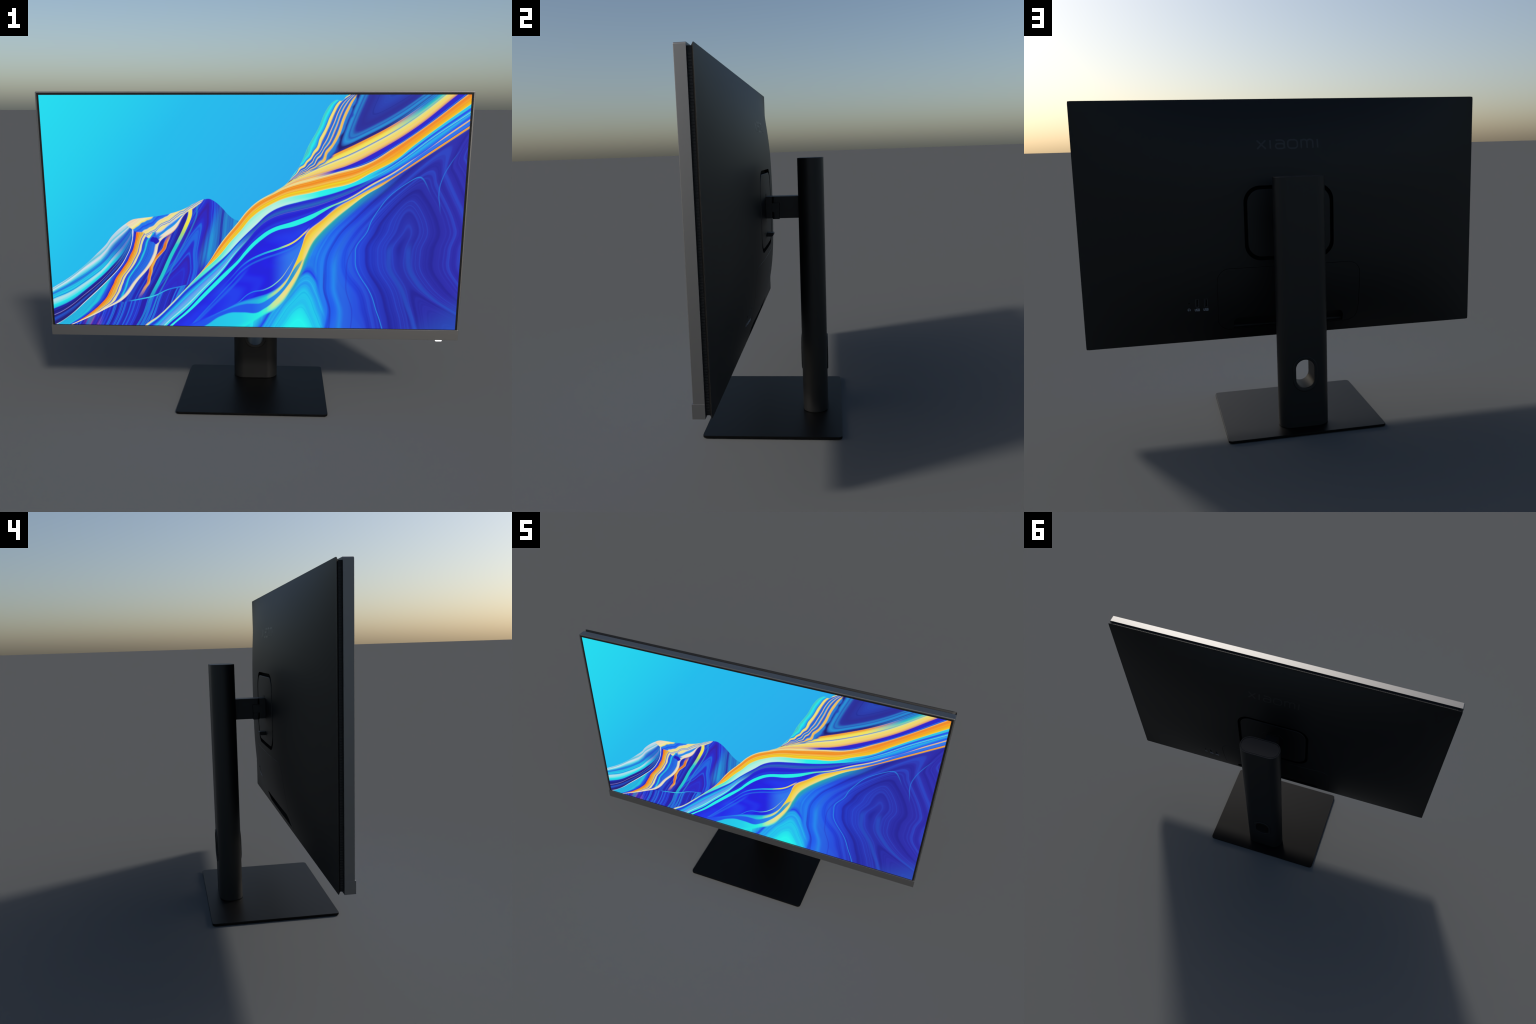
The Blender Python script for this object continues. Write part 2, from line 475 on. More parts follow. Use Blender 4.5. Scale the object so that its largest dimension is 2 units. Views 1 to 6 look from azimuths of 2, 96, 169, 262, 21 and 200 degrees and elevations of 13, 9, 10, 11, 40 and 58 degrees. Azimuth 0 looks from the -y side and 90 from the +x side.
t_sl = (V - SLATE_LOW) / math_node('MAXIMUM', MINT_LOW - SLATE_LOW, .003)
slate_l = ramp(t_sl, (0, (40, 222, 234)), (.10, (50, 214, 234)), (.17, (168, 232, 234)), (.24, (70, 190, 234)), (.36, (112, 168, 236)), (.56, (60, 140, 238)), (.62, (36, 200, 234)), (.72, (36, 150, 232)), (.82, (36, 72, 220)), (.92, (38, 50, 214)), (1, (70, 190, 230)))
slate_r = ramp(t_sl, (0, (120, 110, 170)), (.05, (42, 72, 200)), (.3, (40, 104, 186)), (.5, (42, 70, 200)), (.75, (40, 38, 204)), (.93, (40, 60, 214)), (1, (38, 160, 226)))
slate = blend(span(S, .44, .51), slate_l, slate_r)
slate = blend(span(S, .75, .82), slate, ramp(t_sl, (0, (40, 70, 232)), (.35, (38, 132, 236)), (.7, (40, 180, 232)), (1, (44, 100, 236))))
slate = streak(slate, t_sl * 14.0, S * 4.0, 0.4)

t_di = (V - RIBBON_TOP) / math_node('MAXIMUM', SLATE_LOW - RIBBON_TOP, .003)
deep = ramp(t_di, (0, (38, 40, 214)), (.25, (36, 60, 222)), (.45, (38, 36, 206)), (.8, (38, 34, 208)), (1, (42, 60, 214)))
deep = streak(deep, t_di * 9.0, S * 3.0, 0.45)
deep = blend(span(S, .80, .88), deep, (40, 104, 238))

ribbon = ramp(S, (.29, (70, 245, 230)), (.35, (38, 240, 232)), (.64, (38, 240, 228)), (.675, (60, 232, 205)), (.70, (140, 224, 165)), (.74, (226, 214, 140)), (.85, (232, 204, 140)), (1, (238, 190, 110)))

# pool below the cyan ribbon
pool_n = noise(S * 7.0 + V * 3.0, (V - S) * 9.0, 1.5)
pool = ramp(pool_n, (.32, (36, 66, 236)), (.45, (36, 52, 234)), (.56, (36, 34, 228)), (.7, (36, 34, 200)))
d_ri = RIBBON_LOW - V
pool = blend(span(.045 - d_ri, 0, .04) * 0.6, pool, (38, 34, 210))
pool = blend(line(d_ri - .075, .012, .01) * span(.50 - S, 0, .05) * 0.55, pool, (36, 110, 232))
Y_LINE = curve(S, (.40, .13), (.445, .219), (.488, .297), (.523, .330), (.571, .361), (.599, .384), (.626, .425), (.64, .45))
y_col = ramp(S, (.40, (36, 70, 234)), (.48, (36, 110, 234)), (.53, (36, 170, 232)), (.565, (60, 215, 190)), (.59, (225, 228, 80)), (.63, (240, 210, 90)))
pool = blend(span(Y_LINE - V, 0, .05) * span(S, .54, .60) * 0.8, pool, (52, 130, 236))
pool = blend(line(V - Y_LINE - .012, .004, .005) * span(S, .58, .64), pool, (36, 40, 200))
pool = blend(line(V - Y_LINE, .0055, .003) * span(S, .40, .50) * span(.640 - S, 0, .014), pool, y_col)
pool = blend(line(V - Y_LINE + .022, .007, .006) * 0.4, pool, (36, 140, 232))
blue_pale = curve(S, (.30, -.06), (.36, -.02), (.40, .045), (.46, .105), (.50, .160), (.53, .172), (.56, .205), (.59, .275), (.61, .34))
pool = blend(line(V - blue_pale, .0045, .004) * span(.61 - S, 0, .05), pool, ramp(S, (.40, (36, 110, 234)), (.52, (36, 130, 232)), (.555, (130, 222, 180)), (.58, (200, 222, 110))))

# gold ribbon, forked into two tongues at its lower end
FORK_LOW = curve(S, (.37, -.01), (.386, .006), (.423, .049), (.458, .066), (.48, .066), (.502, .063), (.53, .085), (.558, .128), (.586, .188), (.614, .271), (.626, .31), (.64, .33))
FORK_HIGH = curve(S, (.37, .01), (.386, .03), (.444, .083), (.487, .107), (.516, .108), (.544, .135), (.572, .178), (.621, .307), (.626, .312), (.64, .33))
t_go = (V - GOLD_LOW) / math_node('MAXIMUM', GOLD_TOP - GOLD_LOW, .004)
gold = ramp(t_go, (0, (40, 170, 172)), (.10, (80, 190, 160)), (.22, (238, 216, 136)), (.42, (240, 214, 104)), (.62, (240, 212, 70)), (.80, (240, 186, 62)), (.93, (240, 194, 70)), (1, (238, 214, 120)))
gold = blend(span(S, .76, .84), gold, ramp(t_go, (0, (60, 100, 170)), (.25, (242, 158, 40)), (.7, (242, 176, 50)), (.85, (42, 40, 200)), (1, (40, 60, 210))))
gold = streak(gold, t_go * 6.0, V * 4.0, 0.4)
t_up = (V - FORK_HIGH) / math_node('MAXIMUM', GOLD_TOP - FORK_HIGH, .004)
upper = ramp(S, (.38, (36, 80, 236)), (.45, (36, 140, 236)), (.51, (36, 176, 224)), (.535, (38, 214, 210)), (.555, (170, 224, 150)), (.58, (238, 218, 100)), (.61, (242, 212, 60)))
upper = blend(span(t_up, .45, 1.0) * above(.60 - S, .015) * 0.9, upper, ramp(S, (.45, (36, 60, 236)), (.55, (36, 150, 234)), (.585, (60, 180, 220)), (.61, (190, 180, 110))))
lower = ramp(S, (.38, (36, 190, 230)), (.47, (36, 206, 234)), (.52, (38, 240, 226)), (.535, (80, 240, 206)), (.552, (190, 234, 160)), (.58, (236, 222, 140)), (.61, (240, 218, 120)))
t_lo = (V - GOLD_LOW) / math_node('MAXIMUM', FORK_LOW - GOLD_LOW, .004)
lower = blend(span(.45 - t_lo, 0, .4) * 0.8, lower, ramp(S, (.45, (36, 232, 236)), (.55, (38, 236, 220)), (.60, (60, 210, 170))))
gap = ramp(S, (.38, (36, 84, 234)), (.50, (36, 90, 234)), (.56, (36, 140, 236)), (.60, (36, 150, 210)), (.625, (120, 180, 140)))
fork = blend(above(V - FORK_LOW, .004), lower, gap)
fork = blend(above(V - FORK_HIGH, .004), fork, upper)
gold = blend(above(.622 - S, .006), gold, fork)

# whorls on the lower right
c_w = curve(V, (0, .992), (.07, .945), (.198, .881), (.31, .852), (.346, .852), (.45, .873), (.552, .873), (.7, .90), (1, .95))
g_w = curve(V, (0, .036), (.07, .07), (.2, .10), (.34, .10), (.45, .112), (.531, .134), (.612, .165), (.75, .23), (1, .36))
d_w = S - c_w
phi = math_node('SQRT', d_w * d_w + .0002) + g_w
phi = phi + wander(S * 5.0, V * 4.0) * 0.012
w_left = curve(V, (0, .662), (.064, .664), (.195, .647), (.267, .647), (.4, .676), (.5, .73), (.7, .85))
side = S - w_left
side_mix = span(side, .03, .12)
flow = (.30 - side) + (phi + side - .30) * side_mix
base_w = ramp(S, (.50, (36, 222, 236)), (.58, (36, 176, 238)), (.64, (36, 130, 238)), (.70, (36, 100, 236)), (.75, (38, 72, 220)), (.80, (40, 56, 190)), (.87, (42, 48, 168)), (.95, (46, 46, 168)), (1, (48, 46, 172)))
lines_w = noise(flow * 30.0, V * 1.6, 3.5, .6)
whorl = blend(.95 - span(S, .84, 1.0) * .35, base_w, ramp(lines_w, (.30, (142, 130, 162)), (.42, (172, 168, 178)), (.50, (188, 188, 188)), (.58, (194, 208, 198)), (.70, (202, 230, 212))), 'OVERLAY')
whorl = blend(span(lines_w, .54, .66) * 0.4, whorl, (40, 84, 208))
whorl = blend(span(lines_w, .44, .32) * 0.45 * span(S, .62, .74), whorl, (42, 40, 150))
whorl = blend(span(S - V * .8, .84, 1.0) * 0.7, whorl, (40, 82, 184))
whorl = blend(line(phi - .206, .0022, .0022) * 0.9 * above(.02 - d_w, .03), whorl, (40, 136, 226))
far_line = S - curve(V, (.45, .948), (.53, .945), (.60, .940), (.66, .946), (.72, .962), (.80, .992))
whorl = blend(line(far_line, .0022, .0022) * span(V, .50, .58) * span(.80 - V, 0, .10) * 0.8, whorl, (40, 112, 216))
whorl = blend(line(phi - .128, .0085, .007) * span(.40 - V, 0, .06) * 0.6, whorl, (40, 84, 200))
whorl = blend(line(side - .052, .012, .016) * span(.36 - V, 0, .1) * 0.7, whorl, (36, 150, 238))
whorl = blend(line(side - .082, .003, .004) * span(.45 - V, 0, .1) * 0.6, whorl, (40, 44, 190))
whorl = blend(line(side, .006, .006) * span(.30 - V, 0, .08) * 0.95, whorl, (36, 40, 200))
whorl = blend(line(side - .028, .004, .005) * span(.30 - V, 0, .08) * 0.8, whorl, (38, 54, 190))
# bright cyan peak at the bottom
c_p = curve(V, (0, .612), (.10, .621), (.29, .640), (.4, .66))
phi_p = math_node('SQRT', (S - c_p) * (S - c_p) + .0002) * 3.3 + V - .03 + wander(S * 9.0, V * 6.0) * 0.05
peak = ramp(phi_p, (.05, (36, 242, 236)), (.095, (36, 222, 236)), (.13, (36, 188, 236)), (.17, (36, 204, 236)), (.21, (36, 150, 238)), (.255, (36, 172, 236)), (.28, (36, 60, 232)), (.31, (36, 120, 232)), (.34, (36, 84, 226)))
peak = streak(peak, phi_p * 34.0, S * 5.0, 0.6)
whorl = blend(span(.36 - phi_p, 0, .08) * above(.012 - side, .008), whorl, peak)
green_lip = span(.045 - (GOLD_LOW - V), 0, .045) * span(S, .56, .62) * span(.86 - S, 0, .12)
whorl = blend(green_lip * 0.85, whorl, (38, 160, 176))

# ---- upper right summit
FOLD_X = curve(V, (.62, .57), (.66, .602), (.70, .648), (.73, .676), (.765, .695), (.796, .704), (.82, .708), (.904, .724), (1, .746))
RIDGE_X = curve(V, (.60, .56), (.634, .58), (.674, .597), (.715, .613), (.788, .63), (.866, .654), (.935, .67), (.973, .687), (1, .716))
FOLD_LOW = curve(S, (.60, .66), (.66, .735), (.70, .775), (.743, .812), (.829, .893), (.913, .999), (.95, 1.05))
NAVY_TOP = curve(S, (.56, .60), (.60, .645), (.634, .664), (.70, .700), (.723, .714), (.788, .773), (.873, .866), (.962, .995), (1, 1.05))
# curled streaks between the ridge and the fold
fP = (S - RIDGE_X) / math_node('MAXIMUM', FOLD_X - RIDGE_X, .01)
curl = span(.86 - V, 0, .16)
fP = fP + wander(S * 24.0, V * 11.0) * (0.06 + curl * 0.40)
folds = ramp(fP, (0, (70, 200, 200)), (.06, (60, 205, 200)), (.12, (38, 236, 236)), (.19, (38, 176, 236)), (.25, (38, 130, 226)), (.27, (240, 226, 90)), (.33, (240, 222, 140)), (.36, (238, 190, 90)), (.39, (38, 110, 220)),
             (.47, (40, 90, 205)), (.50, (236, 206, 130)), (.53, (38, 110, 215)), (.60, (38, 140, 222)), (.64, (236, 200, 120)), (.68, (40, 70, 195)), (.74, (38, 120, 215)), (.78, (240, 200, 96)), (.84, (240, 186, 80)), (.88, (38, 130, 215)), (.95, (40, 120, 205)), (1, (40, 70, 180)))
folds = streak(folds, fP * 22.0, V * 5.0, 0.5)
# nested V of the dark fold
d1 = (S - FOLD_X) * 1.5
d2 = V - FOLD_LOW
phi_v = math_node('SMOOTH_MIN', d1, d2, .05)
vee = ramp(phi_v, (0, (36, 34, 120)), (.006, (40, 110, 200)), (.014, (40, 150, 215)), (.019, (40, 80, 180)), (.025, (40, 130, 205)), (.033, (42, 52, 160)), (.05, (44, 46, 150)), (.085, (42, 62, 174)), (.12, (42, 80, 192)), (.16, (40, 106, 216)))
vee = streak(vee, phi_v * 55.0, S * 3.0, 0.6)
# yellow band under the fold
t_ye = (V - NAVY_TOP) / math_node('MAXIMUM', FOLD_LOW - NAVY_TOP, .004)
yellow = ramp(t_ye, (0, (150, 120, 180)), (.06, (240, 190, 80)), (.18, (238, 206, 130)), (.30, (240, 220, 100)), (.42, (238, 226, 150)), (.50, (38, 120, 205)), (.54, (240, 224, 110)), (.66, (240, 230, 90)), (.78, (240, 186, 70)), (.86, (240, 148, 46)), (.91, (40, 40, 140)), (1, (36, 34, 120)))
yellow = blend(span(S, .80, .90) * span(t_ye, .30, .65), yellow, ramp(t_ye, (.4, (150, 215, 150)), (.6, (46, 196, 196)), (.85, (40, 120, 205)), (1, (40, 130, 210))))
yellow = streak(yellow, t_ye * 16.0, S * 4.0, 0.6)
# navy band between the yellow band and the great ribbon
t_na = (V - ORANGE_TOP) / math_node('MAXIMUM', NAVY_TOP - ORANGE_TOP, .004)
navy = ramp(t_na, (0, (44, 40, 190)), (.10, (40, 60, 226)), (.16, (38, 150, 228)), (.22, (42, 42, 206)), (.70, (44, 38, 206)), (.85, (60, 40, 190)), (.92, (200, 120, 120)), (1, (240, 186, 90)))
navy = blend(span(.70 - S, 0, .06), navy, streak(ramp(t_na, (0, (236, 214, 150)), (.35, (238, 208, 140)), (.7, (240, 170, 70)), (1, (236, 216, 160))), t_na * 9.0, S * 5.0, .6))
summit = blend(above(V - FOLD_LOW, .004), yellow, vee)
curl_edge = FOLD_X - S + wander(V * 22.0, S * 10.0) * 0.02
summit = blend(above(curl_edge, .004) * above(V - NAVY_TOP, .006), summit, folds)
summit = blend(above(NAVY_TOP - V, .003), summit, navy)

# ---- put the layers together from the back to the front
slopes = blend(above(V - GOLD_LOW, .006), whorl, gold)
slopes = blend(above(V - GOLD_TOP, .004), slopes, pool)
slopes = blend(above(V - RIBBON_LOW, .002), slopes, ribbon)
slopes = blend(above(V - RIBBON_TOP, .002), slopes, deep)
slopes = blend(above(V - SLATE_LOW, .002), slopes, slate)
slopes = blend(above(V - MINT_LOW, .003), slopes, mint)
slopes = blend(above(V - MINT_TOP, .002), slopes, orange)
slopes = blend(above(V - ORANGE_TOP, .002), slopes, summit)
slopes = blend(line(V - RIDGE, .003, .003) * 0.8, slopes, ramp(S, (.23, (225, 225, 225)), (.34, (210, 240, 200)), (.40, (240, 214, 130)), (.56, (236, 218, 130)), (.62, (120, 220, 190)), (.72, (60, 200, 200))))

picture = blend(above(SKYLINE - V, .002) * above(.47 - S, .002), sky, left)
picture = blend(above(RIDGE - V, .002), picture, slopes)

_bsdf = NT.nodes['Principled BSDF']
_bsdf.inputs['Base Color'].default_value = (0.001, 0.001, 0.001, 1)
_bsdf.inputs['Roughness'].default_value = 0.4
_bsdf.inputs['Specular IOR Level'].default_value = 0.08
_bsdf.inputs['Emission Strength'].default_value = 1.0
NT.links.new(picture.socket, _bsdf.inputs['Emission Color'])

led_material = principled('status_light_white', (0.8, 0.8, 0.8), 0.5)
led_material.node_tree.nodes['Principled BSDF'].inputs['Emission Color'].default_value = (1, 1, 1, 1)
led_material.node_tree.nodes['Principled BSDF'].inputs['Emission Strength'].default_value = 1.5
# ------------------------------------------------------------------ the thing
monitor = bpy.data.objects.new('computer_monitor', None)
monitor.empty_display_size = 0.1
scene.collection.objects.link(monitor)
monitor['label'] = 'slim grey-framed widescreen computer monitor on black column stand'
monitor['category'] = 'computer monitor'


def empty_part(name):
    e = bpy.data.objects.new(name, None)
    e.empty_display_size = 0.05
    scene.collection.objects.link(e)
    e.parent = monitor
    return e


# ---- display half: aluminium frame, chin, black border and lit panel
def build_frame():
    zc, hz, hx = (0.3630 + 1.5378) / 2, (1.5378 - 0.3630) / 2, 0.9997
    def ring(inset, y, r):
        return [(x, y, z + zc) for x, z in rounded_outline(hx - inset, hz - inset, max(r - inset, 0.0006), 5)]
    r = 0.0055
    rings = [ring(0.0, -0.1450, r), ring(0.0, -0.1824, r), ring(0.0004, -0.1833, r), ring(0.0012, -0.1838, r),
             ring(0.0060, -0.1838, r), ring(0.0064, -0.1832, r), ring(0.0064, -0.1700, r), ring(0.012, -0.1450, r)]
    me = loft('frame', rings, closed=True)
    smooth_by_angle(me, 40)
    return make_object('frame', me, monitor, aluminium)


frame = build_frame()
chin_me = box_mesh('chin', -1.0, 1.0, -0.1880, -0.1448, 0.3620, 0.4126, bevel=0.0006, segments=2)
chin = make_object('chin', chin_me, monitor, aluminium)

border = make_object('screen_border', box_mesh('screen_border', -0.9928, 0.9928, -0.1830, -0.1500, 0.4000, 1.5312, bevel=0.0004), monitor, border_glass)
SCREEN_HX, SCREEN_Z0, SCREEN_Z1 = 0.9840, 0.4153, 1.5222
screen = make_object('screen', box_mesh('screen', -SCREEN_HX, SCREEN_HX, -0.1833, -0.1600, SCREEN_Z0, SCREEN_Z1), monitor, screen_material)

# status light: a small rounded bar hanging from the chin
led_out = rounded_outline(0.0160, 0.0040, 0.0039, 6)
rings = [[(0.9105 + x * s, -0.1740 + y * s, z) for x, y in led_out] for z, s in ((0.3640, 1.0), (0.3538, 1.0), (0.3525, 0.9), (0.3520, 0.7))]
led_me = loft('status_light', rings)
smooth_by_angle(led_me, 50)
led = make_object('status_light', led_me, monitor, led_material)

# ---- recessed waist between the frame and the back cover, with its row of vents
waist = make_object('vent_band', box_mesh('vent_band', -0.9885, 0.9885, -0.1500, -0.1250, 0.3715, 1.5280), monitor, vent_black)


def build_fins():
    bm = bmesh.new()
    pitch, width, proud = 0.0096, 0.0058, 0.0013
    def fin(x0, x1, z0, z1):
        v = [bm.verts.new((x, y, z)) for y in (-0.1425, -0.1305) for x, z in ((x0, z0), (x1, z0), (x1, z1), (x0, z1))]
        for q in ((3, 2, 1, 0), (4, 5, 6, 7), (0, 1, 5, 4), (1, 2, 6, 5), (2, 3, 7, 6), (3, 0, 4, 7)):
            bm.faces.new([v[i] for i in q])
    n = int(1.95 / pitch)
    for i in range(n):
        x = -0.975 + pitch * (i + 0.5)
        fin(x - width / 2, x + width / 2, 1.5270, 1.5280 + proud)
        fin(x - width / 2, x + width / 2, 0.3715 - proud, 0.3725)
    n = int(1.13 / pitch)
    for i in range(n):
        z = 0.385 + pitch * (i + 0.5)
        fin(0.9875, 0.9885 + proud, z - width / 2, z + width / 2)
        fin(-0.9885 - proud, -0.9875, z - width / 2, z + width / 2)
    bmesh.ops.recalc_face_normals(bm, faces=bm.faces)
    me = bpy.data.meshes.new('vent_fins')
    bm.to_mesh(me)
    bm.free()
    ob = make_object('vent_fins', me, waist, fin_black)
    ob['kind'] = 'stuff'
    return ob


build_fins()

# ---- back cover
MOUNT_C = (0.0, 0.9495)
PANEL_C, PANEL_HX, PANEL_HZ, PANEL_R = (0.0, 0.5765), 0.3610, 0.1605, 0.062
PANEL_GAP = 0.0015


def build_cover():
    nx, nz = 150, 100
    verts, faces = [], []
    zc, hz = (COVER_Z0 + COVER_Z1) / 2, (COVER_Z1 - COVER_Z0) / 2
    for j in range(nz + 1):
        for i in range(nx + 1):
            x = COVER_HX * (2 * i / nx - 1)
            z = zc + hz * (2 * j / nz - 1)
            y = back_y(x, z)
            if i in (0, nx) and j in (0, nz):
                x *= 0.9985
                z = zc + (z - zc) * 0.9975
            verts.append((x, y, z))
    at = lambda i, j: j * (nx + 1) + i
    for j in range(nz):
        for i in range(nx):
            faces.append((at(i, j), at(i, j + 1), at(i + 1, j + 1), at(i + 1, j)))
    loop = [at(i, 0) for i in range(nx)] + [at(nx, j) for j in range(nz)] + [at(i, nz) for i in range(nx, 0, -1)] + [at(0, j) for j in range(nz, 0, -1)]
    prev = loop
    for inset, y in ((0.0004, -0.1243), (0.0022, -0.1262), (0.0052, -0.1284), (0.0085, -0.1312), (0.0125, -0.1316)):
        ring = []
        for k in loop:
            x, _, z = verts[k]
            ring.append(len(verts))
            verts.append((x * (1 - inset / COVER_HX), y, zc + (z - zc) * (1 - inset / hz)))
        for a in range(len(loop)):
            b = (a + 1) % len(loop)
            faces.append((prev[a], prev[b], ring[b], ring[a]))
        prev = ring
    faces.append(tuple(prev))
    me = mesh_from('back_cover', verts, faces)
    ob = make_object('back_cover', me, monitor, black_plastic)
    cutters = [surface_cutter('cut', rounded_outline(0.2215, 0.1805, 0.080, 12, 24), *MOUNT_C, 0.019),
               surface_cutter('cut', rounded_outline(PANEL_HX, PANEL_HZ, PANEL_R, 12, 40), *PANEL_C, 0.007)]
    for ux in USB_X:
        cutters.append(surface_cutter('cut', rounded_outline(0.0074, 0.0205, 0.0010, 2), ux, USB_Z, 0.016))
    cutters.append(surface_cutter('cut', rounded_outline(0.0046, 0.0046, 0.0045, 8), *JACK, 0.016))
    boolean_cut(ob, cutters)
    shade_on_back_surface(ob.data)
    return ob


USB_X, USB_Z, JACK = (0.4605, 0.4185), 0.5705, (0.5005, 0.5715)
cover = build_cover()

# USB sockets: a thin metal collar and a dark tongue inside each opening; the audio jack has a ring
def build_socket(ux):
    def ring(inset, lift):
        return [(x + ux, back_y(ux, USB_Z) + lift + (back_y(x + ux, z + USB_Z) - back_y(ux, USB_Z)), z + USB_Z)
                for x, z in rounded_outline(0.0074 - inset, 0.0205 - inset, 0.0012, 2)]
    me = loft('usb_socket', [ring(0.0001, -0.014), ring(0.0001, 0.0004), ring(0.0013, 0.0004), ring(0.0013, -0.014)], closed=True)
    sock = make_object('usb_socket', me, cover, port_metal)
    y = back_y(ux, USB_Z)
    tongue = box_mesh('usb_tongue', ux - 0.0005, ux + 0.0030, y - 0.017, y - 0.003, USB_Z - 0.016, USB_Z + 0.016, bevel=0.0004)
    make_object('usb_tongue', tongue, sock, vent_black)


for ux in USB_X:
    build_socket(ux)

jx, jz = JACK
rings = []
for r, lift in ((0.0045, -0.014), (0.0045, 0.0004), (0.0036, 0.0004), (0.0036, -0.014)):
    rings.append([(jx + r * math.cos(2 * math.pi * k / 20), back_y(jx, jz) + lift, jz + r * math.sin(2 * math.pi * k / 20)) for k in range(20)])
make_object('audio_jack', loft('audio_jack', rings, closed=True), cover, vent_black)

# ---- removable panel over the ports with its cable opening
def panel_outline(s):
    return rounded_outline(PANEL_HX - PANEL_GAP - s, PANEL_HZ - PANEL_GAP - s, PANEL_R - PANEL_GAP - s, 12, 40)


panel = make_object('port_panel', curved_slab('port_panel', panel_outline, *PANEL_C, depth=0.0065, rings=16, edge=0.0008), monitor, black_plastic)
SLOT_HX, SLOT_Z0, SLOT_Z1 = 0.2830, 0.4215, 0.4800


def slot_cutter(name, sink):
    """Opening with rounded upper corners; its floor runs parallel to the skin."""
    pts = [(x, z) for x, z in rounded_outline(SLOT_HX, 0.056, 0.030, 10, 24)]
    zc = SLOT_Z1 - 0.056
    low, high = [], []
    for x, z in pts:
        zz = max(z + zc, SLOT_Z0 + (z + 0.056) * 0.0001)
        floor = max(back_y(x, zz) - sink, -0.1285)
        low.append((x, floor, zz))
        high.append((x, back_y(x, zz) + 0.05, zz))
    return make_object(name, loft(name, [low, high]))


def blacken_groove(me, sink):
    """Give the walls and floor of the ring groove a darker, duller black than the cover."""
    me.materials.append(groove_black)
    for f in me.polygons:
        x, y, z = f.center
        if abs(x) < 0.23 and abs(z - MOUNT_C[1]) < 0.19 and y < back_y(x, z) - sink:
            f.material_index = len(me.materials) - 1


boolean_cut(cover, [slot_cutter('cut', 0.031)])
shade_on_back_surface(cover.data)
blacken_groove(cover.data, 0.002)
boolean_cut(panel, [slot_cutter('cut', 0.033)])
shade_on_back_surface(panel.data)

# ---- mount plate inside its groove, turntable disc, release lever
def plate_outline(s):
    return rounded_outline(0.2045 - s, 0.1630 - s, 0.066 - s, 12, 20)


plate = make_object('mount_plate', curved_slab('mount_plate', plate_outline, *MOUNT_C, depth=0.021, offset=-0.0006, rings=14, edge=0.0016), monitor, black_plastic)
shade_on_back_surface(plate.data, offset=-0.0006)
blacken_groove(plate.data, 0.004)
DISC_C = (0.0, 0.9620)
y_plate = back_y(*DISC_C)
def disc_outline(s):
    return [((0.0790 - s) * math.cos(2 * math.pi * k / 72), (0.0790 - s) * math.sin(2 * math.pi * k / 72)) for k in range(72)]


disc = make_object('mount_disc', curved_slab('mount_disc', disc_outline, *DISC_C, depth=0.010, offset=-0.0003, rings=8, edge=0.0012), plate, black_plastic)
shade_on_back_surface(disc.data, offset=-0.0003)
make_object('disc_notch', box_mesh('disc_notch', -0.030, 0.030, y_plate - 0.010, y_plate + 0.0006, 1.0080, 1.0210, bevel=0.0005), disc, vent_black)

lever_pts = [(-0.034, 0.8250), (-0.0060, 0.8248), (0.0010, 0.8290), (0.0040, 0.8350), (0.0038, 0.8400), (0.0005, 0.8420), (-0.034, 0.8425)]
lever_me = loft('release_lever', [[(x, y, z) for y, z in lever_pts] for x in (-0.022, 0.022)])
bm = bmesh.new()
bm.from_mesh(lever_me)
bmesh.ops.bevel(bm, geom=list(bm.edges), offset=0.0008, segments=2, affect='EDGES')
bm.to_mesh(lever_me)
bm.free()
smooth_by_angle(lever_me, 40)
make_object('release_lever', lever_me, plate, black_plastic)
y_lever = back_y(0, 0.85)
make_object('lever_slot', box_mesh('lever_slot', -0.024, 0.024, y_lever - 0.012, y_lever - 0.0008, 0.8405, 0.8560), plate, vent_black)

# ---- arm with hinge between the plate and the column
arm_hx, arm_z0, arm_z1 = 0.0380, 0.9102, 1.0090
bracket = make_object('hinge_bracket', box_mesh('hinge_bracket', -arm_hx, arm_hx, y_plate - 0.006, 0.0022, arm_z0, arm_z1, bevel=0.0006), monitor, column_black)
make_object('hinge_knuckle', box_mesh('hinge_knuckle', -arm_hx, arm_hx, 0.0005, 0.0345, 0.9392, 0.9793, bevel=0.0005), bracket, column_black)


def hinge_barrel(name, y1, z0, z1, r):
    """Upright block whose front corners are rounded about the hinge pin; the rear ones are square."""
    y0 = 0.0026
    rings = []
    for z, s in ((z0, 0.0012), (z0 + 0.0012, 0.0), (z1, 0.0)):
        hx, q = arm_hx - s, r - s
        ring = [(hx, y1 - s, z), (-hx, y1 - s, z)]
        for cx, a0 in ((-hx + q, 180), (hx - q, 270)):
            for k in range(9):
                a = math.radians(a0 + 90 * k / 8)
                ring.append((cx + q * math.cos(a), y0 + s + q + q * math.sin(a), z))
        rings.append(ring)
    me = loft(name, rings)
    smooth_by_angle(me, 40)
    return me


arm = make_object('support_arm', box_mesh('support_arm', -arm_hx, arm_hx, 0.0358, 0.1300, arm_z0, arm_z1, bevel=0.0006), monitor, column_black)
make_object('hinge_barrel', hinge_barrel('hinge_barrel', 0.0345, 0.9064, 0.9386, 0.0100), arm, column_black)
make_object('hinge_barrel', hinge_barrel('hinge_barrel', 0.0366, 0.9799, arm_z1 - 0.0002, 0.0110), arm, column_black)

# ---- column: a stadium extrusion with a cable hole, a rimmed hole lining and an inlaid cap
COL_Y, COL_HX, COL_HY = 0.1797, 0.1186, 0.0572
COL_Z0, COL_Z1 = 0.0100, 1.1785


def column_ring(inset, z):
    return [(x, y + COL_Y, z) for x, y in rounded_outline(COL_HX - inset, COL_HY - inset, COL_HY - 0.0006 - inset, 20)]


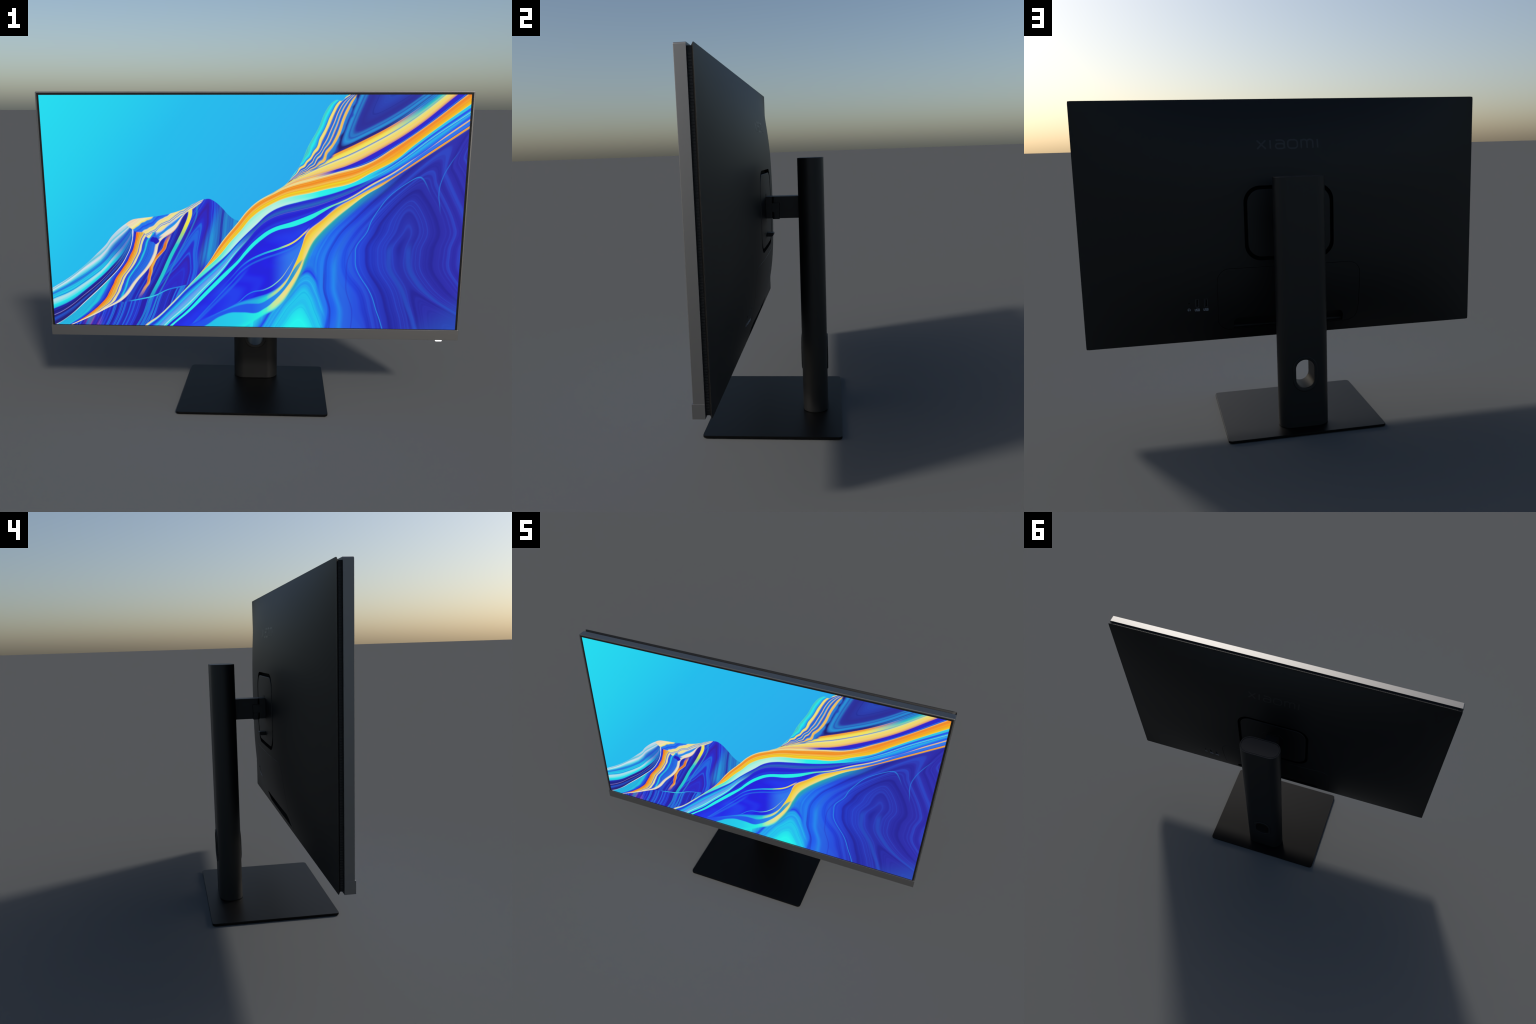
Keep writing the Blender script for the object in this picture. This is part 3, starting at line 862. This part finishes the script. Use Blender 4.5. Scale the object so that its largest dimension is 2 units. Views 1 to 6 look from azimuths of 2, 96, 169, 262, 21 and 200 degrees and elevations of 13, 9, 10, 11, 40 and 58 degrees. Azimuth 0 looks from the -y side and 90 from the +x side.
def build_column():
    rings = [column_ring(0.004, COL_Z0), column_ring(0.004, COL_Z0 + 0.0036), column_ring(0.0005, COL_Z0 + 0.0040), column_ring(0.0, COL_Z0 + 0.005)]
    rings += [column_ring(0.0, COL_Z0 + 0.005 + (COL_Z1 - 0.0012 - COL_Z0 - 0.005) * k / 6) for k in range(1, 7)]
    rings += [column_ring(0.0012, COL_Z1), column_ring(0.0062, COL_Z1), column_ring(0.0068, COL_Z1 - 0.003)]
    me = loft('column', rings)
    ob = make_object('column', me, monitor, column_black)
    hole = [[(x, y, z + HOLE_Z) for x, z in rounded_outline(0.0500, 0.0750, 0.0496, 12)] for y in (0.0, 0.4)]
    cut = make_object('cut', loft('cut', hole))
    boolean_cut(ob, [cut])
    smooth_by_angle(ob.data, 25)
    return ob


HOLE_Z = 0.2720
column = build_column()


def hole_ring(hx, hz, y):
    return [(x, y, z + HOLE_Z) for x, z in rounded_outline(hx, hz, hx - 0.0004, 14)]


liner_rings = []
front, back = COL_Y - COL_HY, COL_Y + COL_HY
for hx, hz, y in ((0.0578, 0.0840, front + 0.002), (0.0578, 0.0840, front - 0.0026), (0.0560, 0.0822, front - 0.0042), (0.0470, 0.0730, front - 0.0042), (0.0440, 0.0690, front - 0.0030), (0.0428, 0.0675, front + 0.0010),
                  (0.0428, 0.0675, back - 0.0010), (0.0440, 0.0690, back + 0.0030), (0.0470, 0.0730, back + 0.0042), (0.0560, 0.0822, back + 0.0042), (0.0578, 0.0840, back + 0.0026), (0.0578, 0.0840, back - 0.002)):
    liner_rings.append(hole_ring(hx, hz, y))
liner_me = loft('cable_hole_liner', liner_rings, closed=True)
smooth_by_angle(liner_me, 35)
make_object('cable_hole_liner', liner_me, column, column_black)

cap_me = loft('column_cap', [column_ring(0.0078, COL_Z1 - 0.010), column_ring(0.0078, COL_Z1 - 0.0008), column_ring(0.0086, COL_Z1 - 0.0002)])
smooth_by_angle(cap_me, 25)
make_object('column_cap', cap_me, column, column_black)

# ---- base plate
def base_ring(inset, z):
    return [(x, y, z) for x, y in rounded_outline(0.3722 - inset, 0.3000 - inset, 0.0180 - inset, 8)]


base_me = loft('base_plate', [base_ring(0.0020, 0.0), base_ring(0.0004, 0.0012), base_ring(0.0, 0.0028), base_ring(0.0, 0.0094), base_ring(0.0004, 0.0108), base_ring(0.0018, 0.0116)])
smooth_by_angle(base_me, 35)
make_object('base_plate', base_me, monitor, base_black)

# ---- lettering on the back
def stroke_letters(name, strokes, x_of, z0, scale, pen, lift, material, parent):
    """Letters drawn as bevelled strokes that lie on the back surface."""
    cu = bpy.data.curves.new(name, 'CURVE')
    cu.dimensions = '3D'
    cu.bevel_depth = pen
    cu.bevel_resolution = 2
    for pts, closed in strokes:
        sp = cu.splines.new('POLY')
        sp.points.add(len(pts) - 1)
        for p, (a, b) in zip(sp.points, pts):
            x, z = x_of(a), z0 + b * scale
            p.co = (x, back_y(x, z) + lift, z, 1)
        sp.use_cyclic_u = closed
    ob = bpy.data.objects.new(name, cu)
    scene.collection.objects.link(ob)
    dg = bpy.context.evaluated_depsgraph_get()
    me = bpy.data.meshes.new_from_object(ob.evaluated_get(dg))
    bpy.data.objects.remove(ob, do_unlink=True)
    for v in me.vertices:            # squash the round strokes to a thin raised print
        s = back_y(v.co.x, v.co.z)
        v.co.y = s + max(-0.0004, min(0.0005, (v.co.y - s) * 0.6))
    normals = []
    for p in me.polygons:
        p.use_smooth = True
        for li in p.loop_indices:
            co = me.vertices[me.loops[li].vertex_index].co
            normals.append(tuple(back_normal(co.x, co.z)))
    me.normals_split_custom_set(normals)
    return make_object(name, me, parent, material)


def rounded_path(hx, hz, r, cx, cz):
    return [(cx + x, cz + z) for x, z in rounded_outline(hx, hz, r, 6)]


# wordmark "xiaomi" in thin monoline strokes, x-height 1.0; a runs left to right as read from behind
m_arch = lambda x0, x1: [(x0, 0.72)] + [((x0 + x1) / 2 - (x1 - x0) / 2 * math.cos(math.radians(t)), 0.72 + 0.28 * math.sin(math.radians(t))) for t in range(15, 180, 15)] + [(x1, 0.72), (x1, 0.0)]
wordmark = [
    ([(0.00, 1.0), (0.92, 0.0)], False), ([(0.92, 1.0), (0.00, 0.0)], False),
    ([(1.42, 0.0), (1.42, 1.0)], False),
    ([(2.02, 0.98), (2.55, 1.0), (2.78, 0.94), (2.92, 0.78), (2.94, 0.60), (2.94, 0.0)], False),
    (rounded_path(0.46, 0.29, 0.26, 2.46, 0.29), True),
    (rounded_path(0.52, 0.50, 0.34, 3.84, 0.50), True),
    ([(4.78, 0.0)] + [(4.78, 1.0)], False), (m_arch(4.78, 5.42), False), (m_arch(5.42, 6.06), False),
    ([(6.58, 0.0), (6.58, 1.0)], False)]
LOGO_SCALE = 0.0400
LOGO_X0 = 0.1445
stroke_letters('wordmark', wordmark, lambda a: LOGO_X0 - a * 0.0450, 1.3010, LOGO_SCALE, 0.0038, 0.0010, logo_gloss, cover)

# port captions: "USB" twice and a headphone sign
usb_letters = [
    ([(0.0, 1.0), (0.0, 0.25), (0.12, 0.05), (0.35, 0.0), (0.58, 0.05), (0.70, 0.25), (0.70, 1.0)], False),
    ([(1.62, 0.85), (1.50, 0.97), (1.28, 1.0), (1.06, 0.95), (1.0, 0.76), (1.10, 0.58), (1.32, 0.50), (1.55, 0.42), (1.65, 0.24), (1.56, 0.06), (1.32, 0.0), (1.10, 0.03), (0.97, 0.15)], False),
    ([(1.95, 0.0), (1.95, 1.0), (2.40, 1.0), (2.58, 0.90), (2.58, 0.62), (2.40, 0.52), (2.64, 0.44), (2.68, 0.12), (2.45, 0.0), (1.95, 0.0)], False),
    ([(1.95, 0.52), (2.40, 0.52)], False)]
for ux in USB_X:
    stroke_letters('caption', usb_letters, lambda a, ux=ux: ux + 0.0112 - a * 0.0082, 0.5300, 0.0115, 0.0011, 0.0, print_grey, cover)
headphones = [([(0.5 - 0.5 * math.cos(math.radians(t)), 0.45 + 0.55 * math.sin(math.radians(t))) for t in range(-20, 201, 20)], False),
              ([(0.08, 0.05), (0.08, 0.42), (0.20, 0.40), (0.20, 0.05), (0.08, 0.05)], False), ([(0.92, 0.05), (0.92, 0.42), (0.80, 0.40), (0.80, 0.05), (0.92, 0.05)], False)]
stroke_letters('headphone_sign', headphones, lambda a: 0.5062 - a * 0.0115, 0.5320, 0.0120, 0.0010, 0.0, print_grey, cover)
